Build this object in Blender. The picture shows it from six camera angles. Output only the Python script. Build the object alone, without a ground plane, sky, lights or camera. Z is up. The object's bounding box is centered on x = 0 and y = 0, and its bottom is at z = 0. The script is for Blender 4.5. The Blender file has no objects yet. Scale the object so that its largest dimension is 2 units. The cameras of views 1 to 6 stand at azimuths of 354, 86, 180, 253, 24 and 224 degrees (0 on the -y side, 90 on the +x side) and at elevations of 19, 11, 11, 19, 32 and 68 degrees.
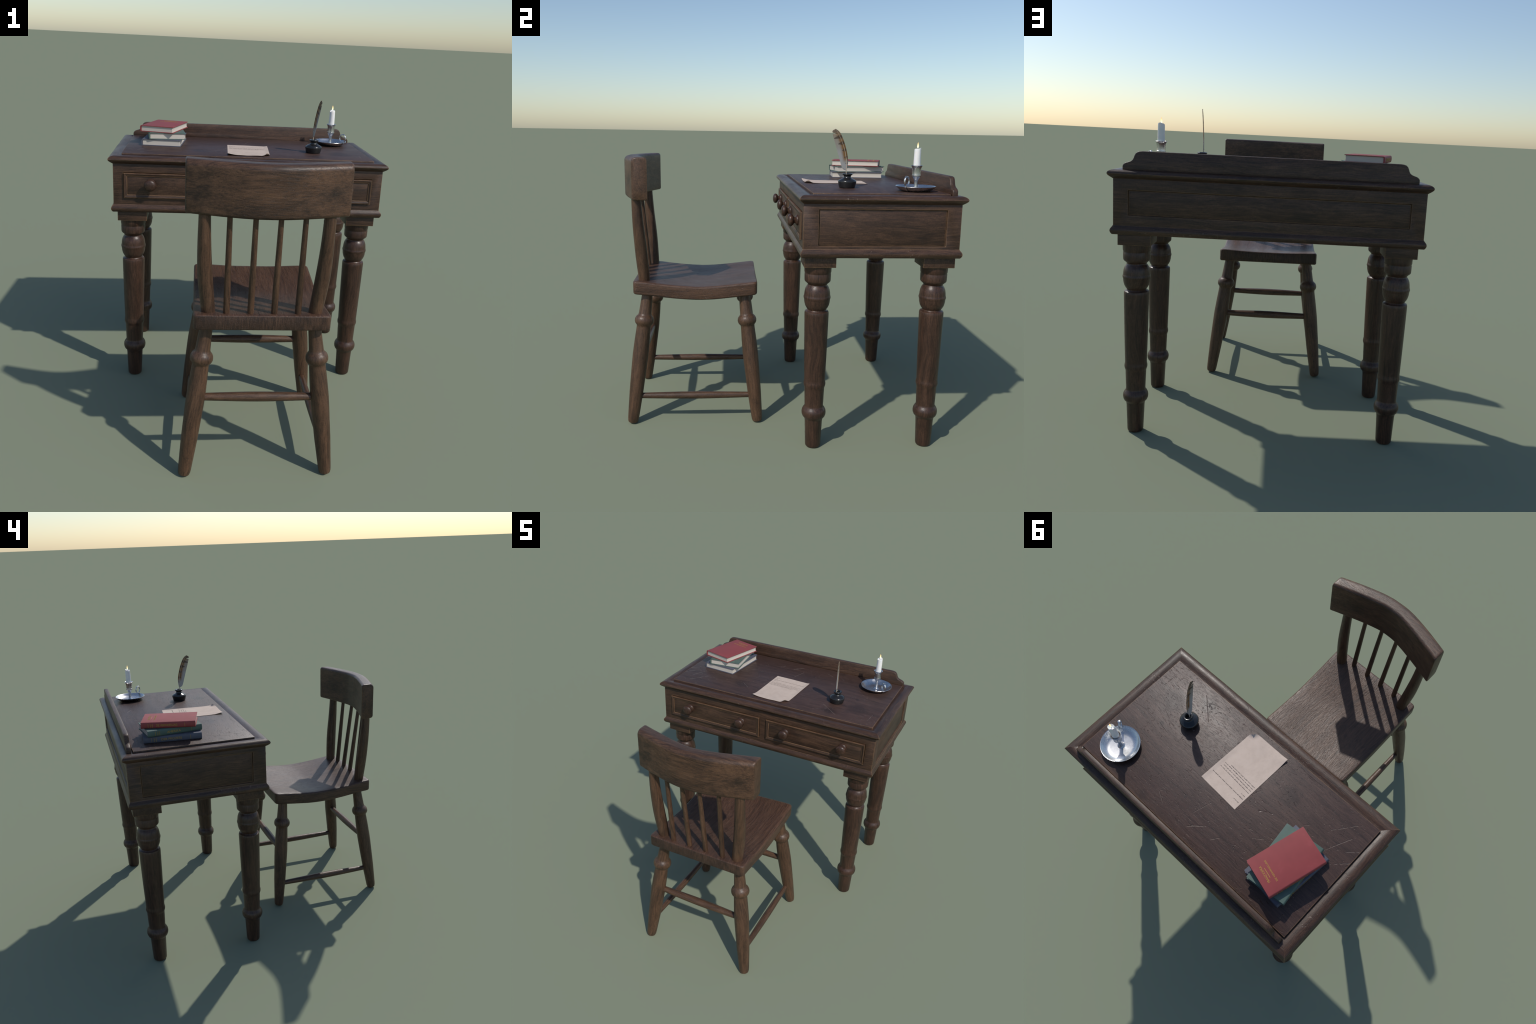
"""Old turned-leg writing desk with a spindle-back chair, a stack of three books,
a handwritten letter, an inkwell with a quill and a chamber candlestick."""
import bpy, bmesh, math, random
from math import sin, cos, pi, radians, sqrt, atan2
from mathutils import Vector, Matrix, noise

random.seed(7)
COL = bpy.context.scene.collection

# ------------------------------------------------------------------ helpers
def smoothstep(a, b, x):
    t = max(0.0, min(1.0, (x - a) / (b - a)))
    return t * t * (3 - 2 * t)

def interp(pts, x):
    """Smooth (Catmull-Rom style, monotone enough) interpolation through (x, y) points."""
    if x <= pts[0][0]:
        return pts[0][1]
    if x >= pts[-1][0]:
        return pts[-1][1]
    for i in range(len(pts) - 1):
        x0, y0 = pts[i]
        x1, y1 = pts[i + 1]
        if x0 <= x <= x1:
            m0 = (y1 - y0) / (x1 - x0) if i == 0 else (y1 - pts[i - 1][1]) / (x1 - pts[i - 1][0])
            m1 = (y1 - y0) / (x1 - x0) if i == len(pts) - 2 else (pts[i + 2][1] - y0) / (pts[i + 2][0] - x0)
            h = x1 - x0
            t = (x - x0) / h
            return ((2*t**3 - 3*t**2 + 1) * y0 + (t**3 - 2*t**2 + t) * h * m0
                    + (-2*t**3 + 3*t**2) * y1 + (t**3 - t**2) * h * m1)

def finish_mesh(me, angle=35.0):
    bm = bmesh.new()
    bm.from_mesh(me)
    bmesh.ops.recalc_face_normals(bm, faces=bm.faces)
    bm.to_mesh(me)
    bm.free()
    me.polygons.foreach_set("use_smooth", [True] * len(me.polygons))
    me.set_sharp_from_angle(angle=radians(angle))
    me.update()

def make_object(name, me, material=None, parent=None, loc=(0, 0, 0), rot=(0, 0, 0)):
    ob = bpy.data.objects.new(name, me)
    COL.objects.link(ob)
    ob.location = loc
    ob.rotation_euler = rot
    if material is not None and not me.materials:
        me.materials.append(material)
    if parent is not None:
        ob.parent = parent
    return ob

def thing(name, label, category, loc):
    ob = bpy.data.objects.new(name, None)
    ob.empty_display_size = 0.1
    COL.objects.link(ob)
    ob.location = loc
    ob["label"] = label
    ob["category"] = category
    return ob

def adopt(parent, child):
    """Parent while keeping the child's world placement (parents are never rotated here
    unless the child is meant to follow in local space)."""
    child.parent = parent
    child.location = Vector(child.location) - Vector(parent.location)
    return child

def mesh_from(name, verts, faces, angle=35.0):
    me = bpy.data.meshes.new(name)
    me.from_pydata([tuple(v) for v in verts], [], faces)
    finish_mesh(me, angle)
    return me

def box_mesh(name, x0, x1, y0, y1, z0, z1, bevel=0.002, segments=2):
    bm = bmesh.new()
    bmesh.ops.create_cube(bm, size=1.0)
    for v in bm.verts:
        v.co = Vector((x0 + (v.co.x + .5) * (x1 - x0), y0 + (v.co.y + .5) * (y1 - y0), z0 + (v.co.z + .5) * (z1 - z0)))
    if bevel > 0:
        bmesh.ops.bevel(bm, geom=bm.edges[:], offset=bevel, segments=segments, profile=0.5, affect='EDGES')
    me = bpy.data.meshes.new(name)
    bm.to_mesh(me)
    bm.free()
    finish_mesh(me, 40)
    return me

def loft(name, sections, angle=35.0, caps=True):
    n = len(sections[0])
    verts = [v for s in sections for v in s]
    faces = []
    for i in range(len(sections) - 1):
        for j in range(n):
            a, b = i * n + j, i * n + (j + 1) % n
            faces.append((a, b, b + n, a + n))
    if caps:
        faces.append(tuple(range(n)))
        faces.append(tuple(range((len(sections) - 1) * n, len(sections) * n)))
    return mesh_from(name, verts, faces, angle)

def lathe(name, profile, segs=48, angle=30.0, wobble=0.0):
    """profile: (radius, z) from bottom to top; revolve round z. Radius 0 closes an end."""
    verts, faces, rings = [], [], []
    for r, z in profile:
        if r <= 1e-6:
            rings.append([len(verts)])
            verts.append((0, 0, z))
        else:
            start = len(verts)
            for k in range(segs):
                a = 2 * pi * k / segs
                rr = r * (1 + wobble * noise.noise(Vector((cos(a) * 2, sin(a) * 2, z * 9))))
                verts.append((rr * cos(a), rr * sin(a), z))
            rings.append(list(range(start, start + segs)))
    for a, b in zip(rings, rings[1:]):
        for k in range(segs):
            k2 = (k + 1) % segs
            if len(a) == 1 and len(b) == 1:
                continue
            if len(a) == 1:
                faces.append((a[0], b[k2], b[k]))
            elif len(b) == 1:
                faces.append((a[k], a[k2], b[0]))
            else:
                faces.append((a[k], a[k2], b[k2], b[k]))
    return mesh_from(name, verts, faces, angle)

def round_profile(points, r=0.003, n=3):
    """Round the corners of an open (radius, z) polyline."""
    out = [points[0]]
    for p, q, s in zip(points, points[1:], points[2:]):
        a, b = Vector(p) - Vector(q), Vector(s) - Vector(q)
        d = min(r, a.length * .45, b.length * .45)
        if d < 1e-5:
            out.append(q)
            continue
        p0, p1 = Vector(q) + a.normalized() * d, Vector(q) + b.normalized() * d
        for i in range(n + 1):
            t = i / n
            c = p0 * (1 - t) ** 2 + Vector(q) * 2 * t * (1 - t) + p1 * t * t
            out.append((c.x, c.y))
    out.append(points[-1])
    return out

def rect_sweep(name, profile, x0, x1, y0, y1, step=0.03, wear=0.0, seed=0.0, angle=32.0):
    """Sweep a closed (out, z) profile round the rectangle, mitred at the corners.
    'wear' dents the edge a little with noise."""
    corners = [(x0, y0, -1, -1), (x1, y0, 1, -1), (x1, y1, 1, 1), (x0, y1, -1, 1)]
    normal = [(0, -1), (1, 0), (0, 1), (-1, 0)]
    m = len(profile)
    verts, faces, slots = [], [], []
    for i in range(4):                                # every side is a strip of its own, mitred at both ends
        ax, ay, adx, ady = corners[i]
        bx, by, bdx, bdy = corners[(i + 1) % 4]
        n = max(2, int((abs(bx - ax) + abs(by - ay)) / step))
        start = len(verts)
        for k in range(n + 1):
            t = k / n
            for o, z in profile:
                px = (ax + adx * o) * (1 - t) + (bx + bdx * o) * t
                py = (ay + ady * o) * (1 - t) + (by + bdy * o) * t
                w = 0.0
                if wear and o > -0.03 and 0 < k < n:
                    w = wear * (noise.noise(Vector((px * 7 + seed, py * 7, z * 4))) + .6 * noise.noise(Vector((px * 23, py * 23 + seed, z * 9)))) * min(1, 12 * t, 12 * (1 - t))
                verts.append((px + normal[i][0] * w, py + normal[i][1] * w, z + w * .4))
        for k in range(n):
            for j in range(m):
                a, b = start + k * m + j, start + k * m + (j + 1) % m
                faces.append((a, b, b + m, a + m))
                slots.append(i % 2)
    me = mesh_from(name, verts, faces, angle)
    me.polygons.foreach_set("material_index", slots)
    return me

def boolean_cut(me, cutters):
    """Cut boxes (x0,x1,y0,y1,z0,z1) out of a mesh; returns a new mesh."""
    base = bpy.data.objects.new("cut_base", me)
    COL.objects.link(base)
    tmp = []
    for c in cutters:
        cm = box_mesh("cutter", *c, bevel=0)
        co = bpy.data.objects.new("cutter", cm)
        COL.objects.link(co)
        md = base.modifiers.new("cut", 'BOOLEAN')
        md.operation, md.object, md.solver = 'DIFFERENCE', co, 'EXACT'
        tmp.append(co)
    bv = base.modifiers.new("bevel", 'BEVEL')
    bv.width, bv.segments, bv.limit_method, bv.angle_limit = 0.0022, 2, 'ANGLE', radians(40)
    dg = bpy.context.evaluated_depsgraph_get()
    new = bpy.data.meshes.new_from_object(base.evaluated_get(dg))
    for o in tmp + [base]:
        d = o.data
        bpy.data.objects.remove(o)
        bpy.data.meshes.remove(d)
    finish_mesh(new, 40)
    return new

def join_meshes(name, parts):
    """parts: list of (verts, faces) -> one mesh."""
    verts, faces = [], []
    for v, f in parts:
        o = len(verts)
        verts += list(v)
        faces += [tuple(i + o for i in q) for q in f]
    return mesh_from(name, verts, faces)

# ------------------------------------------------------------------ materials
class Nodes:
    def __init__(self, name):
        self.mat = bpy.data.materials.new(name)
        self.mat.use_nodes = True
        self.t = self.mat.node_tree
        self.t.nodes.clear()
        self.out = self.t.nodes.new("ShaderNodeOutputMaterial")

    def n(self, kind, **inputs):
        node = self.t.nodes.new("ShaderNode" + kind)
        props = inputs.pop("props", {})
        for k, v in props.items():
            setattr(node, k, v)
        for k, v in inputs.items():
            key = int(k[1:]) if k[0] == "i" and k[1:].isdigit() else k.replace("_", " ")
            self.set(node.inputs[key], v)
        return node

    def set(self, sock, v):
        if isinstance(v, bpy.types.NodeSocket):
            self.t.links.new(v, sock)
        else:
            sock.default_value = v

    def math(self, op, a, b=0.0, c=0.0, clamp=False):
        return self.n("Math", i0=a, i1=b, i2=c, props=dict(operation=op, use_clamp=clamp)).outputs[0]

    def vmath(self, op, a, b=(0, 0, 0), out=0):
        return self.n("VectorMath", i0=a, i1=b, props=dict(operation=op)).outputs[out]

    def ramp(self, fac, stops, interp='LINEAR'):
        r = self.n("ValToRGB", Fac=fac)
        r.color_ramp.interpolation = interp
        els = r.color_ramp.elements
        while len(els) < len(stops):
            els.new(0.5)
        for e, (p, c) in zip(els, stops):
            e.position = p
            e.color = c if len(c) == 4 else (*c, 1)
        return r.outputs[0]

    def step(self, x, lo, hi, to0=0.0, to1=1.0):
        return self.n("MapRange", i0=x, i1=lo, i2=hi, i3=to0, i4=to1, props=dict(interpolation_type='SMOOTHSTEP')).outputs[0]

    def mix(self, fac, a, b, mode='MIX'):
        m = self.t.nodes.new("ShaderNodeMix")
        m.data_type, m.blend_type = 'RGBA', mode
        self.set(m.inputs[0], fac)
        self.set(m.inputs[6], a if not isinstance(a, tuple) or len(a) == 4 else (*a, 1))
        self.set(m.inputs[7], b if not isinstance(b, tuple) or len(b) == 4 else (*b, 1))
        return m.outputs[2]

    def noise(self, vec, scale, detail=4.0, rough=0.55, dist=0.0):
        return self.n("TexNoise", Vector=vec, Scale=scale, Detail=detail, Roughness=rough, Distortion=dist).outputs[0]

    def principled(self, **kw):
        p = self.n("BsdfPrincipled", **kw)
        self.t.links.new(p.outputs[0], self.out.inputs[0])
        return p

def segment_mask(N, pos, a, b, width):
    """1 on a thin line from a to b in the object's xy plane, fading with distance."""
    ax, ay = a
    dx, dy = b[0] - a[0], b[1] - a[1]
    ln = dx * dx + dy * dy
    flat = N.vmath('MULTIPLY', pos, (1, 1, 0))
    rel = N.vmath('SUBTRACT', flat, (ax, ay, 0))
    t = N.math('DIVIDE', N.vmath('DOT_PRODUCT', rel, (dx, dy, 0), out=1), ln, clamp=True)
    near = N.n("VectorMath", i0=(dx, dy, 0), props=dict(operation='SCALE'))
    N.set(near.inputs["Scale"], t)
    d = N.vmath('LENGTH', N.vmath('SUBTRACT', rel, near.outputs[0]), out=1)
    return N.step(d, width, 0.0)

def wood(name, axis, dark, mid, light, rough=0.45, stain=0.5, wear=0.5, scratches=(), seams=(), pits=0.0, stain_spots=(), scale=1.0,
         fine_bump=0.12, worn_colour=(0.225, 0.130, 0.066), wear_radius=0.009, boards=0.0):
    """Old oiled wood. axis = grain direction in object space; blotches of dark stain, paler worn arrises,
    optional dents, scratches (line segments), plank seams and glued-up boards."""
    N = Nodes(name)
    tc = N.n("TexCoord").outputs["Object"]
    rnd = N.n("ObjectInfo").outputs["Random"]
    off = N.n("CombineXYZ", X=N.math('MULTIPLY', rnd, 13.7), Y=N.math('MULTIPLY', rnd, 7.3), Z=N.math('MULTIPLY', rnd, 21.1)).outputs[0]
    p = N.vmath('ADD', tc, off)
    def along(a, c):
        return tuple((a if ax == axis else c) * scale for ax in 'xyz')
    warp = N.n("TexNoise", Vector=p, Scale=2.2, Detail=2.0)
    ws = N.n("VectorMath", i0=N.vmath('SUBTRACT', warp.outputs["Color"], (.5, .5, .5)), Scale=0.09, props=dict(operation='SCALE'))
    pw = N.vmath('ADD', p, ws.outputs[0])
    g1 = N.noise(N.vmath('MULTIPLY', pw, along(2.2, 38)), 1.0, 5.0, 0.65, 0.4)        # broad figure
    g2 = N.noise(N.vmath('MULTIPLY', pw, along(7.0, 150)), 1.0, 4.0, 0.65)            # streaks
    g3 = N.noise(N.vmath('MULTIPLY', pw, along(22.0, 420)), 1.0, 2.0, 0.6)            # pores
    blotch = N.noise(N.vmath('MULTIPLY', p, along(.45 / scale, 1.0 / scale)), 8.0, 6.0, 0.66)
    mott = N.noise(p, 170.0, 3.0, 0.7)
    g = N.math('ADD', N.math('MULTIPLY', g1, 0.45), N.math('MULTIPLY', g2, 0.55))
    g = N.math('ADD', g, N.math('MULTIPLY', N.math('SUBTRACT', mott, .5), .30))
    col = N.ramp(g, [(0.34, dark), (0.50, mid), (0.68, light)])
    pore = N.step(g3, 0.44, 0.34, 0.0, .55)
    col = N.mix(pore, col, tuple(c * .75 for c in dark))
    if boards:
        bx = N.math('FLOOR', N.math('MULTIPLY', N.math('ADD', N.n("SeparateXYZ", Vector=tc).outputs[0], 1.013), 9.0))
        wn = N.n("TexWhiteNoise", W=bx, props=dict(noise_dimensions='1D')).outputs[0]
        end = N.step(N.math('ABSOLUTE', N.n("SeparateXYZ", Vector=N.n("NewGeometry").outputs["Normal"]).outputs[1]), .75, .95)
        eg = N.noise(N.vmath('MULTIPLY', tc, (170, 1, 16)), 1.0, 4.0, .65)
        col = N.mix(end, col, N.ramp(eg, [(.38, dark), (.52, mid), (.66, light)]))
        amt = N.math('MULTIPLY', N.math('ADD', N.math('MULTIPLY', end, .85), .15), boards)
        col = N.mix(N.math('MULTIPLY', wn, amt), col, tuple(c * .75 for c in dark))
    big = N.noise(N.vmath('MULTIPLY', p, along(.6 / scale, 1.0 / scale)), 4.5, 4.0, 0.6)
    dk = N.math('ADD', N.step(blotch, 0.50, 0.68, 0.0, stain * .6), N.step(big, 0.47, 0.64, 0.0, stain * .55), clamp=True)
    dk = N.math('MULTIPLY', dk, N.step(g2, .62, .40, .70, 1.0))
    for (sx, sy, rad, amt) in stain_spots:
        d = N.vmath('DISTANCE', N.vmath('MULTIPLY', tc, (1, 1, 0)), (sx, sy, 0), out=1)
        d = N.math('ADD', d, N.math('MULTIPLY', N.math('SUBTRACT', N.noise(tc, 22.0, 6.0, .7), .5), rad * 1.5))
        dk = N.math('MAXIMUM', dk, N.step(d, rad, rad * .35, 0.0, amt))
    col = N.mix(dk, col, (dark[0] * .62, dark[1] * .66, dark[2] * .72))
    if wear > 0:                                                                      # worn, paler arrises
        bev = N.n("Bevel", Radius=wear_radius, props=dict(samples=6)).outputs[0]
        dot = N.vmath('DOT_PRODUCT', bev, N.n("NewGeometry").outputs["Normal"], out=1)
        edge = N.step(dot, 0.992, 0.90)
        brk = N.step(N.noise(N.vmath('MULTIPLY', p, along(.6 / scale, 1.0 / scale)), 22.0, 6.0, 0.7), 0.30, 0.56)
        col = N.mix(N.math('MULTIPLY', N.math('MULTIPLY', edge, brk), wear), col, worn_colour)
    h = N.math('ADD', N.math('MULTIPLY', g2, .6), N.math('MULTIPLY', mott, .4))
    h = N.math('SUBTRACT', h, N.math('MULTIPLY', pore, .5))
    h = N.math('MULTIPLY', h, fine_bump * 0.004)
    if pits:
        few = N.step(N.noise(p, 6.0, 3.0), 0.46, 0.66)
        dent = N.step(N.noise(N.vmath('MULTIPLY', pw, (1.0, 1.6, 1.0)), 62.0, 2.0, .5), 0.63, 0.73)
        dent = N.math('MULTIPLY', dent, N.math('ADD', N.math('MULTIPLY', few, .9), .1))
        col = N.mix(N.math('MULTIPLY', dent, .40), col, (.24, .18, .145))  # dents tinted pale: their bright glints painted into the base colour
        h = N.math('SUBTRACT', h, N.math('MULTIPLY', dent, 0.0030 * pits))
        for sc, rot in ((7.0, .5), (9.0, 2.2), (6.0, 1.2)):                           # stray hair scratches
            mp = N.n("Mapping", Vector=p)
            mp.inputs["Rotation"].default_value = (0, 0, rot)
            mp.inputs["Scale"].default_value = (.35, 1.5, 1)
            ln = N.math('ABSOLUTE', N.math('SUBTRACT', N.noise(mp.outputs[0], sc, 1.0, .4), .5))
            hair = N.math('MULTIPLY', N.step(ln, .0030, .0005), N.step(N.noise(p, 11.0 + rot, 2.0), .56, .66))
            h = N.math('SUBTRACT', h, N.math('MULTIPLY', hair, 0.0016 * pits))
    if scratches or seams:
        jit = N.n("VectorMath", i0=N.vmath('SUBTRACT', N.n("TexNoise", Vector=tc, Scale=30.0, Detail=2.0).outputs["Color"], (.5, .5, .5)), Scale=0.006, props=dict(operation='SCALE'))
        wob = N.vmath('ADD', tc, jit.outputs[0])
        gap = N.step(N.noise(tc, 45.0, 2.0), .35, .55)
        allm = None
        for a, b in scratches:
            m = segment_mask(N, wob, a, b, 0.0026)
            allm = m if allm is None else N.math('MAXIMUM', allm, m)
        if allm is not None:
            allm = N.math('MULTIPLY', allm, gap)
            h = N.math('SUBTRACT', h, N.math('MULTIPLY', allm, 0.0034))
            col = N.mix(N.math('MULTIPLY', allm, .75), col, (.30, .23, .19))  # scratch highlight coloured in, lighter than the wood around it
        for a, b in seams:
            m = N.math('MULTIPLY', segment_mask(N, tc, a, b, 0.0016), N.step(N.noise(tc, 6.0, 2.0), .40, .60))
            h = N.math('SUBTRACT', h, N.math('MULTIPLY', m, 0.0003))
            col = N.mix(N.math('MULTIPLY', m, .35), col, (dark[0] * .5, dark[1] * .5, dark[2] * .5))
    bump = N.n("Bump", Strength=1.0, Distance=1.0, Height=h)
    r = N.math('ADD', rough, N.math('MULTIPLY', N.math('SUBTRACT', blotch, .5), .30))
    N.principled(Base_Color=col, Roughness=r, Normal=bump.outputs[0], Specular_IOR_Level=0.42)
    return N.mat

DESK = dict(dark=(0.021, 0.0118, 0.0078), mid=(0.060, 0.0310, 0.0190), light=(0.108, 0.057, 0.034))
TURN = dict(dark=(0.018, 0.0095, 0.0068), mid=(0.052, 0.0260, 0.0170), light=(0.095, 0.048, 0.030))
CHAIR = dict(dark=(0.029, 0.0163, 0.0100), mid=(0.084, 0.0440, 0.0252), light=(0.138, 0.0745, 0.042))
BOARD = dict(dark=(0.028, 0.0160, 0.0128), mid=(0.060, 0.0330, 0.0255), light=(0.088, 0.050, 0.038))

SCRATCHES = [((-.639, .438), (-.712, .286)), ((-.732, .367), (-.788, .317)), ((-.715, .473), (-.79, .398)),
             ((-.595, .326), (-.687, .208)), ((-.12, .515), (-.158, .412)), ((.031, .764), (-.003, .653)),
             ((.262, .808), (.19, .847)), ((.50, .202), (.368, .317)), ((.739, .319), (.733, .232)),
             ((.406, .527), (.4075, .4856)), ((-.015, .824), (-.07, .782)), ((0.0, .845), (-.062, .790)),
             ((-.311, .653), (-.359, .613)), ((-.148, .814), (-.178, .771)), ((-.24, .30), (-.29, .345))]
MAT_X = wood("brown_wood_lengthwise", 'x', rough=.48, stain=.6, wear=.9, **DESK)
MAT_Y = wood("brown_wood_crosswise", 'y', rough=.48, stain=.55, wear=.9, **DESK)
MAT_MOULD = wood("worn_moulding_wood", 'x', rough=.38, stain=.5, wear=.75, wear_radius=.011, pits=.35, **DESK)
MAT_MOULD_Y = wood("worn_moulding_wood_crosswise", 'y', rough=.38, stain=.5, wear=.75, wear_radius=.011, pits=.35, **DESK)
MAT_Z = wood("brown_wood_upright", 'z', rough=.48, stain=.5, wear=.9, **DESK)
MAT_TURNED = wood("turned_reddish_wood", 'z', rough=.36, stain=.45, wear=.25, **TURN)
MAT_BOARD = wood("scratched_tabletop_wood", 'x', rough=.47, stain=.35, wear=1.0, scratches=SCRATCHES, pits=1.0,
                 seams=[((-.79, .5175), (.79, .5175)), ((-.79, .203), (.79, .203))],
                 stain_spots=[(.62, .35, .11, .5), (.44, .24, .07, .55), (.566, .506, .02, .6), (-.30, .33, .08, .5), (.13, .73, .015, .6), (.31, .89, .04, .45)],
                 fine_bump=.16, **BOARD)
MAT_CHAIR_X = wood("chair_wood_lengthwise", 'x', rough=.41, stain=.95, wear=.35, scale=.9, fine_bump=.25, **CHAIR)
MAT_CHAIR_Y = wood("chair_wood_seat", 'y', rough=.40, stain=.3, wear=.3, scale=.8, fine_bump=.6, boards=.8,
                   dark=(0.031, 0.0168, 0.0115), mid=(0.080, 0.0415, 0.0260), light=(0.128, 0.069, 0.042))
MAT_CHAIR_Z = wood("chair_wood_upright", 'z', rough=.41, stain=.55, wear=.25, fine_bump=.2, **CHAIR)

def simple(name, colour, rough=.6, metallic=0.0, var=.12, scale=30.0, bump=0.0, stretch=(1, 1, 1), **kw):
    N = Nodes(name)
    tc = N.vmath('MULTIPLY', N.n("TexCoord").outputs["Object"], stretch)
    f = N.noise(tc, scale, 5.0, .6)
    lo = tuple(c * (1 - var) for c in colour)
    hi = tuple(min(1, c * (1 + var)) for c in colour)
    col = N.ramp(f, [(.3, lo), (.7, hi)])
    args = dict(Base_Color=col, Roughness=rough, Metallic=metallic)
    if bump:
        b = N.n("Bump", Strength=1.0, Distance=1.0, Height=N.math('MULTIPLY', N.noise(tc, scale * 5, 4.0), bump))
        args["Normal"] = b.outputs[0]
    args.update(kw)
    N.principled(**args)
    return N.mat

def cloth(name, colour):
    N = Nodes(name)
    tc = N.n("TexCoord").outputs["Object"]
    big = N.noise(tc, 14.0, 5.0, .65)
    weave = N.noise(tc, 700.0, 1.0)
    hi = tuple(min(1, c * 1.15 + .012) for c in colour)
    lo = tuple(c * .88 for c in colour)
    col = N.ramp(big, [(.3, lo), (.62, colour), (.8, hi)])
    bev = N.n("Bevel", Radius=0.003, props=dict(samples=4)).outputs[0]
    dot = N.vmath('DOT_PRODUCT', bev, N.n("NewGeometry").outputs["Normal"], out=1)
    e = N.math('MULTIPLY', N.step(dot, .98, .8), .30)
    col = N.mix(e, col, tuple(c * .6 + .12 for c in colour))
    b = N.n("Bump", Strength=1.0, Distance=1.0, Height=N.math('MULTIPLY', weave, .0003))
    N.principled(Base_Color=col, Roughness=.62, Normal=b.outputs[0])
    return N.mat

MAT_RED = cloth("red_book_cloth", (0.275, 0.046, 0.046))
MAT_GREEN = cloth("green_book_cloth", (0.080, 0.128, 0.106))
MAT_BLUE = cloth("blue_book_cloth", (0.088, 0.094, 0.126))
MAT_PAGES = simple("book_page_edges", (0.56, 0.505, 0.435), .8, var=.10, scale=6.0, stretch=(3, 3, 160))
MAT_GOLD = simple("gold_lettering_foil", (0.40, 0.25, 0.045), .45, metallic=.25, var=.25, scale=220)
MAT_INK_BLACK = simple("black_glazed_ceramic", (0.014, 0.014, 0.0145), .22, var=.2, scale=60, Specular_IOR_Level=.6)
MAT_INK_DARK = simple("dried_ink", (0.004, 0.004, 0.006), .35)
MAT_WAX = simple("white_candle_wax", (0.80, 0.79, 0.77), .45, var=.03, scale=25, Subsurface_Weight=.15, Subsurface_Scale=.01)
MAT_WICK = simple("charred_wick", (0.02, 0.015, 0.012), .8)

def pewter():
    N = Nodes("worn_pewter")
    tc = N.n("TexCoord").outputs["Object"]
    f = N.noise(tc, 40.0, 5.0, .65)
    col = N.ramp(f, [(.3, (.61, .605, .60)), (.65, (.65, .645, .64))])
    r = N.step(N.noise(tc, 70.0, 4.0, .6), .3, .7, .265, .285)
    N.principled(Base_Color=col, Metallic=1.0, Roughness=r)
    return N.mat
MAT_PEWTER = pewter()

def flame_mat():
    N = Nodes("candle_flame_glow")
    z = N.n("SeparateXYZ", Vector=N.n("TexCoord").outputs["Object"]).outputs[2]
    f = N.math('DIVIDE', z, 0.036)
    col = N.ramp(f, [(0.0, (.55, .75, .9)), (.25, (1, .97, .72)), (.6, (1, .80, .40)), (1.0, (.85, .38, .13))])
    N.principled(Base_Color=(0.6, 0.4, 0.15, 1), Roughness=.6, Emission_Color=col, Emission_Strength=1.05)
    return N.mat
MAT_FLAME = flame_mat()

def paper_mat():
    N = Nodes("aged_letter_paper")
    tc = N.n("TexCoord").outputs["Object"]
    a = N.noise(tc, 16.0, 6.0, .65)
    col = N.ramp(a, [(.3, (.50, .395, .322)), (.55, (.56, .447, .368)), (.8, (.585, .472, .392))])
    spots = N.step(N.noise(tc, 75.0, 3.0), .63, .74, 0.0, .35)
    col = N.mix(spots, col, (.40, .31, .21))
    d = N.vmath('DISTANCE', N.vmath('MULTIPLY', tc, (1, 1, 0)), (.118, -.211, 0), out=1)
    d = N.math('ADD', d, N.math('MULTIPLY', N.math('SUBTRACT', N.noise(tc, 120.0, 3.0), .5), .012))
    col = N.mix(N.step(d, .020, .005, 0, .75), col, (.030, .040, .075))
    b = N.n("Bump", Strength=1.0, Distance=1.0, Height=N.math('MULTIPLY', N.noise(tc, 60.0, 4.0), .0006))
    N.principled(Base_Color=col, Roughness=.85, Normal=b.outputs[0])
    return N.mat
MAT_PAPER = paper_mat()
MAT_SCRIPT_INK = simple("brown_black_writing_ink", (0.085, 0.065, 0.058), .7)

# ================================================================== DESK
DX = 0.0
desk = thing("writing_desk", "dark brown wooden writing desk with turned legs, two drawers", "desk", (0, .53, 0))

BX, BY0, BY1 = 0.8435, 0.0875, 0.9745      # carcass half width and depth
BZ0, BZ1 = 1.190, 1.490
DRAWERS = [(-.778, -.031), (.026, .776)]
DZ0, DZ1 = 1.2715, 1.4275
carcass = box_mesh("carcass", -BX, BX, BY0, BY1, BZ0, BZ1, bevel=0)
cuts = [(a - .0025, b + .0025, BY0 - .05, BY0 + .022, DZ0 - .0025, DZ1 + .0025) for a, b in DRAWERS]
cuts += [(BX - .013, BX + .05, .1745, .8935, 1.2465, 1.4525), (-BX - .05, -BX + .013, .1745, .8935, 1.2465, 1.4525)]
cuts += [(-.7635, .7635, BY1 - .013, BY1 + .05, 1.2855, 1.4225)]
carcass = boolean_cut(carcass, cuts)
carcass.materials.clear()
carcass.materials.append(MAT_X)
carcass.materials.append(MAT_Y)
carcass.polygons.foreach_set("material_index", [1 if abs(p.normal.x) > .75 else 0 for p in carcass.polygons])
adopt(desk, make_object("carcass", carcass))
# recessed side and back panels
for s in (-1, 1):
    me = box_mesh("side_panel", min(s*(BX-.024), s*(BX-.0085)), max(s*(BX-.024), s*(BX-.0085)), .1780, .8900, 1.2500, 1.4490, .0015)
    adopt(desk, make_object("side_panel", me, MAT_Y))
adopt(desk, make_object("back_panel", box_mesh("back_panel", -.7600, .7600, BY1 - .02, BY1 - .0085, 1.2890, 1.4190, .0015), MAT_X))

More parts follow.
